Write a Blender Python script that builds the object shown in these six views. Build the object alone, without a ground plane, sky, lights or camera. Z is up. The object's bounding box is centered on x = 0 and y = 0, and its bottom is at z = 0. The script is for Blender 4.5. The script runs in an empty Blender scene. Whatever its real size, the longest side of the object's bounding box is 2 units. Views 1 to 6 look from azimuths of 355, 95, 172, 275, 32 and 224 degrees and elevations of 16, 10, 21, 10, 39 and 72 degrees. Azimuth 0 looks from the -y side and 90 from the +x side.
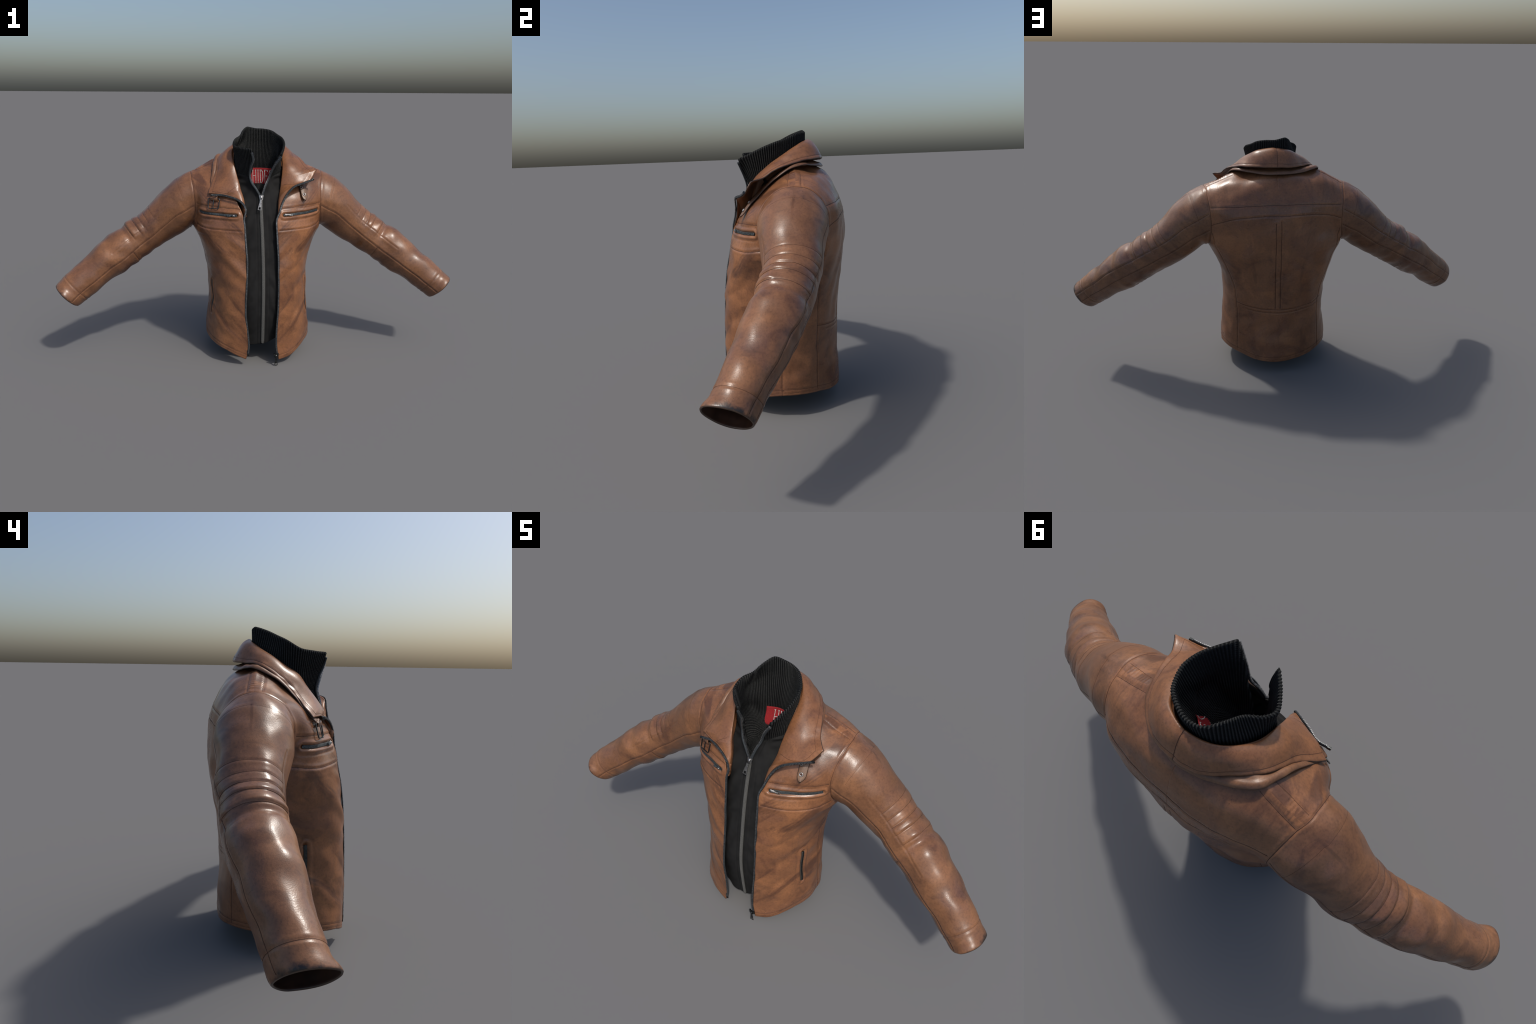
"""Brown leather jacket with black knit collar and inner vest, built procedurally."""
import bpy, math, random
import numpy as np
from mathutils import Vector, kdtree
from mathutils.bvhtree import BVHTree
from mathutils import noise as mnoise

random.seed(7)
rng = np.random.default_rng(7)
A = np.array
PI = math.pi

# ------------------------------------------------------------------ numeric helpers
def hermite(K, Y, t):
    """smooth interpolation of Y (first axis at knots K) at parameters t"""
    K = np.asarray(K, float); Y = np.asarray(Y, float); t = np.asarray(t, float)
    m = np.gradient(Y, K, axis=0)
    i = np.clip(np.searchsorted(K, t, side='right') - 1, 0, len(K) - 2)
    h = K[i + 1] - K[i]; u = (t - K[i]) / h
    sh = (-1,) + (1,) * (Y.ndim - 1)
    u = u.reshape(sh); h = h.reshape(sh)
    return ((2*u**3 - 3*u**2 + 1) * Y[i] + (u**3 - 2*u**2 + u) * h * m[i]
            + (-2*u**3 + 3*u**2) * Y[i+1] + (u**3 - u**2) * h * m[i+1])

def chord(P):
    d = np.linalg.norm(np.diff(P, axis=0), axis=1)
    return np.concatenate([[0], np.cumsum(d)])

def path(P, step=None, n=None):
    """resample a smooth curve through P evenly"""
    P = np.asarray(P, float)
    k = chord(P)
    f = hermite(k, P, np.linspace(0, k[-1], 40 * len(P)))
    s = chord(f)
    if n is None: n = max(2, int(s[-1] / step) + 1)
    q = np.linspace(0, s[-1], n)
    return np.stack([np.interp(q, s, f[:, c]) for c in range(3)], 1)

def tab(z, zs, vs):
    return hermite(zs, vs, np.clip(np.atleast_1d(z), zs[0], zs[-1]))

def sstep(a, b, x):
    t = np.clip((x - a) / (b - a), 0, 1)
    return t * t * (3 - 2 * t)

def unit(v):
    return v / np.maximum(np.linalg.norm(v, axis=-1, keepdims=True), 1e-9)

class Waves:
    """soft random field made of a few dozen sines"""
    def __init__(self, scale, n=28, seed=1, stretch=(1, 1, 1)):
        r = np.random.default_rng(seed)
        self.k = unit(r.normal(size=(n, 3))) * (2*PI/scale) * r.uniform(.5, 1.5, (n, 1)) / A(stretch)
        self.p = r.uniform(0, 2*PI, n); self.n = n
    def __call__(self, P):
        return np.sin(P @ self.k.T + self.p).sum(1) / math.sqrt(self.n / 2)

# ------------------------------------------------------------------ mesh helpers
def grid_faces(n, m, off=0, wrap=False):
    i, j = np.meshgrid(np.arange(n - 1), np.arange(m if wrap else m - 1), indexing='ij')
    j2 = (j + 1) % m
    a = i*m + j; b = i*m + j2; c = (i+1)*m + j2; d = (i+1)*m + j
    return np.stack([a, b, c, d], -1).reshape(-1, 4) + off

def weld(V, F, tol=2e-5):
    key = np.round(V / tol).astype(np.int64)
    _, first, inv = np.unique(key, axis=0, return_index=True, return_inverse=True)
    inv = inv.reshape(-1)
    return V[first], inv[F], first

def vnormals(V, F):
    a, b, c, d = (V[F[:, i]] for i in range(4))
    n = np.cross(c - a, d - b)
    N = np.zeros_like(V)
    for i in range(4): np.add.at(N, F[:, i], n)
    return unit(N)

def edges_of(F):
    e = np.concatenate([F[:, [i, (i+1) % 4]] for i in range(4)])
    return e

def smooth(V, F, w, it, lam=.5):
    e = edges_of(F); e = np.concatenate([e, e[:, ::-1]])
    cnt = np.zeros(len(V)); np.add.at(cnt, e[:, 0], 1)
    V = V.copy()
    for _ in range(it):
        s = np.zeros_like(V); np.add.at(s, e[:, 0], V[e[:, 1]])
        V += (w * lam)[:, None] * (s / cnt[:, None] - V)
    return V

def thicken(V, F, tin, tout=0., roundness=.5):
    """closed sheet from an open quad mesh; returns V, F, face tag (0 outer, 1 inner, 2 rim)"""
    N = vnormals(V, F); n = len(V)
    e = edges_of(F)
    key = np.sort(e, 1); _, inv, cnt = np.unique(key, axis=0, return_inverse=True, return_counts=True)
    inv = inv.reshape(-1)
    be = e[cnt[inv] == 1]
    bv = np.unique(be)
    isb = np.zeros(n, bool); isb[bv] = True
    s = np.zeros_like(V); c = np.zeros(n)
    for q in range(4):
        for r in range(4):
            if q == r: continue
            a, b = F[:, q], F[:, r]; m = isb[a] & ~isb[b]
            np.add.at(s, a[m], V[b[m]]); np.add.at(c, a[m], 1)
    T = np.zeros_like(V)
    np.add.at(T, be[:, 0], V[be[:, 1]] - V[be[:, 0]]); np.add.at(T, be[:, 1], V[be[:, 1]] - V[be[:, 0]])
    T = unit(T)
    out = V - s / np.maximum(c, 1)[:, None]
    out[c == 0] = 0
    out -= N * (out*N).sum(1, keepdims=True); out -= T * (out*T).sum(1, keepdims=True)
    out = unit(out)
    mid = np.full(n, -1); mid[bv] = np.arange(len(bv)) + 2*n
    Vo = V + N * tout; Vi = V - N * tin
    M = (Vo[bv] + Vi[bv]) / 2 + out[bv] * (tin + tout) * roundness
    a, b = be[:, 0], be[:, 1]
    R1 = np.stack([b, a, mid[a], mid[b]], 1)
    R2 = np.stack([mid[b], mid[a], a + n, b + n], 1)
    F2 = np.concatenate([F, F[:, ::-1] + n, R1, R2])
    tag = np.concatenate([np.zeros(len(F), int), np.ones(len(F), int), np.full(2*len(be), 2)])
    return np.concatenate([Vo, Vi, M]), F2, tag, np.concatenate([R1[:, 1], R2[:, 2] - n])

COL = bpy.context.scene.collection
def add_obj(name, V, F, mat, parent=None, normals=None, sharp=False, angle=None):
    V = np.ascontiguousarray(V, np.float32)
    me = bpy.data.meshes.new(name)
    if isinstance(F, np.ndarray):
        nf = len(F)
        me.vertices.add(len(V)); me.vertices.foreach_set('co', V.ravel())
        me.loops.add(nf*4); me.loops.foreach_set('vertex_index', np.ascontiguousarray(F, np.int32).ravel())
        me.polygons.add(nf); me.polygons.foreach_set('loop_start', np.arange(0, nf*4, 4, dtype=np.int32))
        me.polygons.foreach_set('loop_total', np.full(nf, 4, np.int32))
        me.update(calc_edges=True)
    else:
        me.from_pydata([tuple(map(float, v)) for v in V], [], F)
    me.validate()
    me.polygons.foreach_set('use_smooth', np.full(len(me.polygons), not sharp))
    me.materials.append(mat)
    if angle is not None: me.set_sharp_from_angle(angle=angle)
    if normals is not None: me.normals_split_custom_set_from_vertices(normals.tolist())
    ob = bpy.data.objects.new(name, me); COL.objects.link(ob)
    if parent is not None: ob.parent = parent
    return ob

def orient(V, F):
    """flip a closed mesh so its signed volume is positive"""
    a, b, c, d = (V[F[:, i]] for i in range(4))
    vol = (np.cross(a, b) * c).sum() + (np.cross(a, c) * d).sum()
    return F if vol > 0 else F[:, ::-1]

def sub_mesh(V, F, N, mask):
    f = F[mask]; u, inv = np.unique(f, return_inverse=True)
    return V[u], inv.reshape(-1, 4), N[u]

def frames(P, N):
    T = unit(np.gradient(P, axis=0)); N = unit(N - T * (N*T).sum(1, keepdims=True))
    return T, N, np.cross(T, N)

def sweep(P, N, w, h, k=12, power=3., taper=None):
    """rounded-rectangular bar along P; w across, h along the normal"""
    T, N, B = frames(P, N)
    th = np.linspace(0, 2*PI, k, endpoint=False) + PI / k
    cx = np.sign(np.cos(th)) * np.abs(np.cos(th))**(2/power); cy = np.sign(np.sin(th)) * np.abs(np.sin(th))**(2/power)
    s = np.ones(len(P)) if taper is None else taper
    w = np.broadcast_to(w, (len(P),)) * s; h = np.broadcast_to(h, (len(P),)) * s
    V = P[:, None] + B[:, None]*(cx*w[:, None]/2)[..., None] + N[:, None]*(cy*h[:, None]/2)[..., None]
    V = V.reshape(-1, 3); n = len(P)
    F = grid_faces(n, k, wrap=True)
    c0, c1 = len(V), len(V) + 1
    V = np.concatenate([V, P[:1], P[-1:]])
    caps = []
    for j in range(0, k, 2):
        caps.append([c0, (j+2) % k, (j+1) % k, j]); o = (n-1)*k
        caps.append([c1, o+j, o+(j+1) % k, o+(j+2) % k])
    F = np.concatenate([F, A(caps)])
    return V, orient(V, F)

BOX = A([[-1,-1,-1],[1,-1,-1],[1,1,-1],[-1,1,-1],[-1,-1,1],[1,-1,1],[1,1,1],[-1,1,1]]) * .5
BOXF = A([[0,3,2,1],[4,5,6,7],[0,1,5,4],[1,2,6,5],[2,3,7,6],[3,0,4,7]])
def boxes(C, X, Y, Z, sx, sy, sz):
    """many little chamfer-less blocks at C with axes X, Y, Z"""
    n = len(C)
    V = (C[:, None] + X[:, None]*(BOX[:, 0]*sx)[None, :, None] + Y[:, None]*(BOX[:, 1]*sy)[None, :, None]
         + Z[:, None]*(BOX[:, 2]*sz)[None, :, None]).reshape(-1, 3)
    F = (BOXF[None] + np.arange(n)[:, None, None]*8).reshape(-1, 4)
    return V, F

def join(parts):
    Vs, Fs, o = [], [], 0
    for V, F in parts:
        Vs.append(V); Fs.append(np.asarray(F) + o); o += len(V)
    return np.concatenate(Vs), np.concatenate(Fs)

# ------------------------------------------------------------------ materials
def new_mat(name):
    m = bpy.data.materials.new(name); m.use_nodes = True
    nt = m.node_tree; b = nt.nodes['Principled BSDF']
    return m, nt, b

def nd(nt, t, **kw):
    n = nt.nodes.new(t)
    for k, v in kw.items():
        if k in n.inputs: n.inputs[k].default_value = v
        else: setattr(n, k, v)
    return n

def noise_node(nt, co, scale, detail=4, rough=.55, dist=0.):
    n = nd(nt, 'ShaderNodeTexNoise'); n.inputs['Scale'].default_value = scale
    n.inputs['Detail'].default_value = detail; n.inputs['Roughness'].default_value = rough
    n.inputs['Distortion'].default_value = dist
    nt.links.new(co, n.inputs['Vector']); return n

def ramp(nt, fac, stops, interp='EASE'):
    r = nd(nt, 'ShaderNodeValToRGB'); r.color_ramp.interpolation = interp
    e = r.color_ramp.elements
    while len(e) < len(stops): e.new(.5)
    for k, (p, c) in enumerate(stops):
        e[k].position = p; e[k].color = (*c, 1) if len(c) == 3 else c
    nt.links.new(fac, r.inputs['Fac']); return r

def mixc(nt, fac, a, b, blend='MIX'):
    m = nd(nt, 'ShaderNodeMix', data_type='RGBA', blend_type=blend)
    for s, v in ((0, fac), (6, a), (7, b)):
        if hasattr(v, 'is_output'): nt.links.new(v, m.inputs[s])
        else: m.inputs[s].default_value = v if s == 0 else (*v, 1)
    return m.outputs[2]

def g3(v): return (v, v, v)

def leather(name, tint=(1, 1, 1), rough=.31, dark=.0, rim=False, turn=.75, stretch=(1.6, 2.2, 6), amount=.62, lo=.54):
    m, nt, b = new_mat(name); L = nt.links
    co = nd(nt, 'ShaderNodeTexCoord').outputs['Object']
    n1 = noise_node(nt, co, 9, 6, .62, .6)
    t = tint
    c1 = ramp(nt, n1.outputs['Fac'], [(.28, (.125*t[0], .053*t[1], .028*t[2])), (.47, (.208*t[0], .0895*t[1], .041*t[2])),
                                     (.66, (.275*t[0], .118*t[1], .051*t[2]))]).outputs['Color']
    # cool, worn film that dulls the tan
    n2 = noise_node(nt, co, 5.5, 5, .6, .8)
    f2 = ramp(nt, n2.outputs['Fac'], [(.50, g3(0)), (.72, g3(.55))]).outputs['Color']
    c2 = mixc(nt, f2, c1, (.165*t[0], .078*t[1], .052*t[2]))
    # shade of the fold valleys painted as dark streaks, drawn out along diagonals
    sx = nd(nt, 'ShaderNodeSeparateXYZ'); L.new(co, sx.inputs[0])
    ab = nd(nt, 'ShaderNodeMath', operation='ABSOLUTE'); L.new(sx.outputs[0], ab.inputs[0])
    cx = nd(nt, 'ShaderNodeCombineXYZ'); L.new(ab.outputs[0], cx.inputs[0]); L.new(sx.outputs[1], cx.inputs[1]); L.new(sx.outputs[2], cx.inputs[2])
    mr = nd(nt, 'ShaderNodeMapping'); L.new(cx.outputs[0], mr.inputs['Vector']); mr.inputs['Rotation'].default_value = (0, turn, 0)
    mp = nd(nt, 'ShaderNodeMapping'); L.new(mr.outputs[0], mp.inputs['Vector']); mp.inputs['Scale'].default_value = stretch
    n3 = noise_node(nt, mp.outputs[0], 2.6, 5, .6, .5)
    f3 = ramp(nt, n3.outputs['Fac'], [(lo, g3(0)), (lo + .15, g3(amount))]).outputs['Color']
    c3 = mixc(nt, f3, c2, (.088*t[0], .038*t[1], .022*t[2]))
    # fine speckle and pores
    n4 = noise_node(nt, co, 130, 3, .7)
    f4 = ramp(nt, n4.outputs['Fac'], [(.33, g3(.80)), (.52, g3(1.0)), (.72, g3(1.12))]).outputs['Color']
    c4 = mixc(nt, 1.0, c3, f4, 'MULTIPLY')
    v = nd(nt, 'ShaderNodeTexVoronoi'); v.inputs['Scale'].default_value = 90; L.new(co, v.inputs['Vector'])
    n5 = noise_node(nt, co, 14, 2)
    pm = nd(nt, 'ShaderNodeMath', operation='LESS_THAN'); L.new(v.outputs['Distance'], pm.inputs[0]); pm.inputs[1].default_value = .13
    pn = ramp(nt, n5.outputs['Fac'], [(.52, g3(0)), (.64, g3(.5))]).outputs['Color']
    pmix = nd(nt, 'ShaderNodeMath', operation='MULTIPLY'); L.new(pm.outputs[0], pmix.inputs[0]); L.new(pn, pmix.inputs[1])
    c5 = mixc(nt, pmix.outputs[0], c4, (.06, .028, .018))
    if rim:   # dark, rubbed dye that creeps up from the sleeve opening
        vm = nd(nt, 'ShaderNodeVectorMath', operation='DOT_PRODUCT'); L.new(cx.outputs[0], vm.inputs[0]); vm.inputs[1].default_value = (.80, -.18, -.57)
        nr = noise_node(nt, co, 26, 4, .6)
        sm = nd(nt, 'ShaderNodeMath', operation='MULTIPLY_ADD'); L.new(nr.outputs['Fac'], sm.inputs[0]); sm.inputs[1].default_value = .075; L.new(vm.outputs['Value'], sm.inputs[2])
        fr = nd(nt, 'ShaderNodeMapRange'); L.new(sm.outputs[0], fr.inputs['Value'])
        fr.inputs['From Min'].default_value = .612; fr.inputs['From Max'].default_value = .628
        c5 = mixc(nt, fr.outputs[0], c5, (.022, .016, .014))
    L.new(c5, b.inputs['Base Color'])
    rr = ramp(nt, n2.outputs['Fac'], [(.30, g3(rough + .08)), (.52, g3(rough)), (.70, g3(rough - .08))]).outputs['Color']
    L.new(rr, b.inputs['Roughness'])
    b.inputs['Specular IOR Level'].default_value = .5
    vb = nd(nt, 'ShaderNodeTexVoronoi'); vb.inputs['Scale'].default_value = 260; L.new(co, vb.inputs['Vector'])
    nb = noise_node(nt, co, 40, 5, .6)
    am = nd(nt, 'ShaderNodeMath', operation='MULTIPLY_ADD'); L.new(nb.outputs['Fac'], am.inputs[0]); am.inputs[1].default_value = 2.2
    L.new(vb.outputs['Distance'], am.inputs[2])
    bp = nd(nt, 'ShaderNodeBump'); bp.inputs['Strength'].default_value = .10; bp.inputs['Distance'].default_value = .0012
    L.new(am.outputs[0], bp.inputs['Height']); L.new(bp.outputs[0], b.inputs['Normal'])
    return m

def cloth(name, c0, c1, scale=60, rough=.85, spec=.2, weave=900, bump=.3):
    m, nt, b = new_mat(name); L = nt.links
    co = nd(nt, 'ShaderNodeTexCoord').outputs['Object']
    n = noise_node(nt, co, scale, 4, .6)
    c = ramp(nt, n.outputs['Fac'], [(.35, c0), (.65, c1)]).outputs['Color']
    L.new(c, b.inputs['Base Color']); b.inputs['Roughness'].default_value = rough
    b.inputs['Specular IOR Level'].default_value = spec
    w = noise_node(nt, co, weave, 2, .5)
    bp = nd(nt, 'ShaderNodeBump'); bp.inputs['Strength'].default_value = bump; bp.inputs['Distance'].default_value = .001
    L.new(w.outputs['Fac'], bp.inputs['Height']); L.new(bp.outputs[0], b.inputs['Normal'])
    return m

def metal(name, c0, c1, rough=.35, metallic=1.):
    m, nt, b = new_mat(name); L = nt.links
    co = nd(nt, 'ShaderNodeTexCoord').outputs['Object']
    n = noise_node(nt, co, 160, 3)
    c = ramp(nt, n.outputs['Fac'], [(.35, c0), (.65, c1)]).outputs['Color']
    L.new(c, b.inputs['Base Color']); b.inputs['Metallic'].default_value = metallic
    b.inputs['Roughness'].default_value = rough
    return m

M_LEATHER = leather('brown_leather')
M_FRONT = leather('front_leather', turn=.80, stretch=(1.3, 2.0, 6.5), amount=.80, lo=.475)
M_BACK = leather('back_leather', turn=1.45, stretch=(1.2, 1.5, 5), amount=.5, lo=.53)
M_COLLAR = leather('collar_leather', rough=.33, amount=.4)
M_SLEEVE = leather('sleeve_leather', tint=(.87, .92, .99), amount=.5, turn=.6)
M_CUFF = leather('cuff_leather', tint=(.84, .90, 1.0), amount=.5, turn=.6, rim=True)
M_EDGE = leather('worn_dark_edge', tint=(.30, .42, .62), rough=.42, amount=.3)
M_STRAP = leather('strap_leather', tint=(.85, .92, 1.0), rough=.4)
M_TONGUE = leather('tongue_leather', tint=(.72, .95, 1.25), rough=.4)
M_LINING = cloth('brown_lining', (.030, .014, .009), (.050, .022, .013), 20, .6, .3, 500, .2)
M_SEAM = cloth('seam_thread', (.046, .022, .016), (.082, .038, .025), 200, .7, .2, 900, .2)
M_THREAD = cloth('tan_thread', (.075, .033, .020), (.12, .052, .030), 200, .6, .3, 900, .2)
M_VEST = cloth('black_vest_cloth', (.0125, .0125, .0125), (.0175, .0175, .0175), 25, .8, .14, 700, .25)
M_PIPE = cloth('grey_piping', (.022, .027, .030), (.040, .046, .050), 300, .7, .3, 900, .4)
M_ZIPBAND = cloth('grey_zip_band', (.060, .060, .056), (.090, .090, .084), 300, .7, .3, 900, .3)
M_TAPE = cloth('zipper_tape', (.010, .013, .015), (.030, .036, .040), 300, .7, .3, 900, .3)
M_TEETH = metal('dark_metal_teeth', (.14, .145, .15), (.36, .365, .37), .46)
M_TEETH2 = cloth('grey_zip_teeth', (.085, .085, .080), (.125, .125, .118), 300, .6, .4, 900, .3)
M_SILVER = metal('silver_metal', (.24, .236, .23), (.38, .372, .365), .38)
M_GUN = metal('gunmetal', (.045, .05, .05), (.09, .095, .095), .38)
M_POCK = metal('blued_pocket_zip', (.05, .06, .065), (.12, .14, .15), .45, .6)

def knit_mat():
    m, nt, b = new_mat('black_knit'); L = nt.links
    co = nd(nt, 'ShaderNodeTexCoord').outputs['Object']
    sp = nd(nt, 'ShaderNodeSeparateXYZ'); L.new(co, sp.inputs[0])
    ay = nd(nt, 'ShaderNodeMath', operation='ADD'); L.new(sp.outputs[1], ay.inputs[0]); ay.inputs[1].default_value = .02
    at = nd(nt, 'ShaderNodeMath', operation='ARCTAN2'); L.new(sp.outputs[0], at.inputs[0]); L.new(ay.outputs[0], at.inputs[1])
    mu = nd(nt, 'ShaderNodeMath', operation='MULTIPLY'); L.new(at.outputs[0], mu.inputs[0]); mu.inputs[1].default_value = 92
    si = nd(nt, 'ShaderNodeMath', operation='SINE'); L.new(mu.outputs[0], si.inputs[0])
    n = noise_node(nt, co, 160, 3, .7)
    ad = nd(nt, 'ShaderNodeMath', operation='MULTIPLY_ADD'); L.new(n.outputs['Fac'], ad.inputs[0]); ad.inputs[1].default_value = 1.6
    L.new(si.outputs[0], ad.inputs[2])
    hf = nd(nt, 'ShaderNodeMath', operation='MULTIPLY_ADD'); L.new(ad.outputs[0], hf.inputs[0]); hf.inputs[1].default_value = .33; hf.inputs[2].default_value = .2
    c = ramp(nt, hf.outputs[0], [(.22, (.005, .0055, .006)), (.55, (.016, .017, .017)), (.82, (.036, .037, .036))]).outputs['Color']
    L.new(c, b.inputs['Base Color']); b.inputs['Roughness'].default_value = .95
    b.inputs['Specular IOR Level'].default_value = .12
    w = nd(nt, 'ShaderNodeTexWave', wave_type='BANDS', bands_direction='Z'); w.inputs['Scale'].default_value = 75
    w.inputs['Distortion'].default_value = 3; w.inputs['Detail'].default_value = 2; w.inputs['Detail Scale'].default_value = 3
    L.new(co, w.inputs['Vector'])
    bp = nd(nt, 'ShaderNodeBump'); bp.inputs['Strength'].default_value = .6; bp.inputs['Distance'].default_value = .0015
    L.new(w.outputs['Fac'], bp.inputs['Height']); L.new(bp.outputs[0], b.inputs['Normal'])
    return m
M_KNIT = knit_mat()

def tag_mat():
    m, nt, b = new_mat('red_woven_label'); L = nt.links
    co = nd(nt, 'ShaderNodeTexCoord').outputs['Object']
    mp = nd(nt, 'ShaderNodeMapping'); L.new(co, mp.inputs['Vector']); mp.inputs['Rotation'].default_value = (0, .7, 0)
    w = nd(nt, 'ShaderNodeTexWave', wave_type='BANDS', bands_direction='X'); w.inputs['Scale'].default_value = 130
    w.inputs['Distortion'].default_value = 2.5; w.inputs['Detail'].default_value = 2
    L.new(mp.outputs[0], w.inputs['Vector'])
    c = ramp(nt, w.outputs['Fac'], [(.1, (.13, .003, .006)), (.8, (.42, .014, .020))]).outputs['Color']
    L.new(c, b.inputs['Base Color']); b.inputs['Roughness'].default_value = .85
    bp = nd(nt, 'ShaderNodeBump'); bp.inputs['Strength'].default_value = .5; bp.inputs['Distance'].default_value = .001
    L.new(w.outputs['Fac'], bp.inputs['Height']); L.new(bp.outputs[0], b.inputs['Normal'])
    return m
M_POCKTAPE = cloth('grey_pocket_tape', (.030, .034, .034), (.055, .060, .060), 300, .6, .4, 900, .4)
M_TAG = tag_mat()
M_LETTER = cloth('white_letter_thread', (.35, .33, .31), (.62, .60, .58), 300, .8, .2, 900, .3)

# ------------------------------------------------------------------ jacket shell
NL, NU, NF, NB = 150, 96, 68, 104      # fine rows below / above the armpit, columns front / back
ROOT = bpy.data.objects.new('leather_jacket', None); COL.objects.link(ROOT)
ROOT['label'] = 'brown leather biker jacket with black knit collar and vest'
ROOT['category'] = 'jacket'

ZT = [.03, .10, .20, .30, .37, .45, .52, .60, .65]
HW = {1: [.270, .272, .264, .257, .254, .256, .265, .291, .318], -1: [.268, .269, .258, .250, .248, .256, .269, .294, .318]}
YF = [-.252, -.252, -.249, -.246, -.243, -.239, -.233, -.222, -.211]
YB = [.234, .235, .231, .225, .227, .233, .242, .253, .258]
YS = {1: [.02, .02, .02, .025, .03, .035, .045, .058, .066], -1: [.035, .035, .035, .035, .04, .055, .075, .092, .098]}
NFR = {1: [2.25, 2.3, 2.4, 2.4, 2.4, 2.4, 2.4, 2.45, 2.45], -1: [2.6, 2.6, 2.5, 2.5, 2.5, 2.6, 2.75, 2.75, 2.6]}
NBK = {1: [1.52, 1.52, 1.58, 1.70, 1.80, 1.92, 2.08, 2.25, 2.3], -1: [1.82, 1.85, 1.98, 2.15, 2.3, 2.42, 2.4, 2.3, 2.3]}

EDGE = {1: ([.03, .067, .186, .284, .378, .469, .557, .642, .721, .80],
            [.094, .086, .083, .089, .091, .090, .089, .084, .086, .092]),
        -1: ([.03, .067, .186, .284, .378, .469, .557, .642, .721, .80],
             [.077, .066, .069, .078, .074, .070, .069, .076, .071, .070])}

def section(z, side, fr, front):
    """points of the horizontal body section: fr 0 at the side, 1 at the front edge / back centre"""
    hw, yf, yb, ys = (float(tab(z, ZT, c)[0]) for c in (HW[side], YF, YB, YS[side]))
    n = float(tab(z, ZT, (NFR if front else NBK)[side])[0])
    if front:
        xe = float(tab(z, *EDGE[side])[0])
        yd = (ys - yf) / (1 - (xe/hw)**n)**(1/n)
        tend = math.asin((xe/hw)**(n/2))
        t = np.linspace(PI/2, tend, 400)
    else:
        yd = yb - ys
        t = np.linspace(PI/2, 0, 400)
    x = hw * np.sin(t)**(2/n); y = yd * np.abs(np.cos(t))**(2/n)
    if not front:
        dl_ = .075
        ff_ = lambda q_: (1 - np.clip(np.sqrt(q_**2 + dl_**2*(1 - (q_/hw)**2))/hw, 0, 1)**n)**(1/n)
        y = yd*ff_(x)/ff_(np.zeros(1))[0]
    P = np.stack([x, ys - y if front else ys + y, np.full_like(x, z)], 1)
    s = chord(P); s /= s[-1]
    return np.stack([np.interp(fr, s, P[:, c]) for c in range(3)], 1)

def armhole(k, side=1):
    """armhole loop: k 0 (bottom) .. 1 front .. (top) and the back mirrored with k<0"""
    k = np.asarray(k, float); a = np.abs(k) * PI
    z = .791 - .141*np.cos(a)
    y = .068 - np.where(k >= 0, .136, -.125) * np.sin(a) + .008*(1 - np.cos(a))/2
    x = np.where(k >= 0, .305, .298) + .020*np.cos(a)**2 + .006*(1 - np.cos(a))/2
    if side < 0: y = y + .022*(1 + np.cos(a))/2 - np.where(k < 0, .012, 0)*np.sin(a)
    return np.stack([x + .0*k, y, z], -1)

# control net of the upper body (right side, mirrored for the left): rows at k = 1/3, 2/3, 1
CF = [0, 1/3, 2/3, 1.]
FRONT_NET = [[(.262, -.112, .742), (.175, -.158, .745), (.085, -.188, .748)],
             [(.262, -.073, .866), (.200, -.089, .869), (.128, -.108, .872)],
             [(.262, .018, .935), (.197, .008, .952), (.130, -.022, .960)],
             [(.262, .078, .957), (.195, .072, .985), (.130, .062, 1.006)]]
CB = [0, 2/9, 4/9, 2/3, 5/6, 1.]
BACK_NET = [[(.262, .215, .733), (.200, .242, .738), (.130, .258, .742), (.065, .265, .746), (0, .267, .748)],
            [(.262, .212, .868), (.200, .226, .877), (.130, .234, .884), (.065, .236, .888), (0, .236, .890)],
            [(.262, .150, .934), (.198, .158, .955), (.130, .172, .962), (.065, .188, .965), (0, .194, .966)],
            [(.262, .078, .957), (.195, .072, .985), (.130, .062, 1.006), (.085, .118, 1.004), (0, .150, .998)]]

def hem_z(fr, side, front):
    if front:
        h = [.102, .090, .074, .053, .038, .030] if side > 0 else [.100, .098, .092, .078, .058, .038]
        return hermite([0, .35, .55, .72, .86, 1], h, fr)
    h = [.102, .095, .086, .070, .065, .064] if side > 0 else [.102, .096, .088, .077, .067, .064]
    return hermite([0, .25, .42, .62, .85, 1], h, fr)

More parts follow.
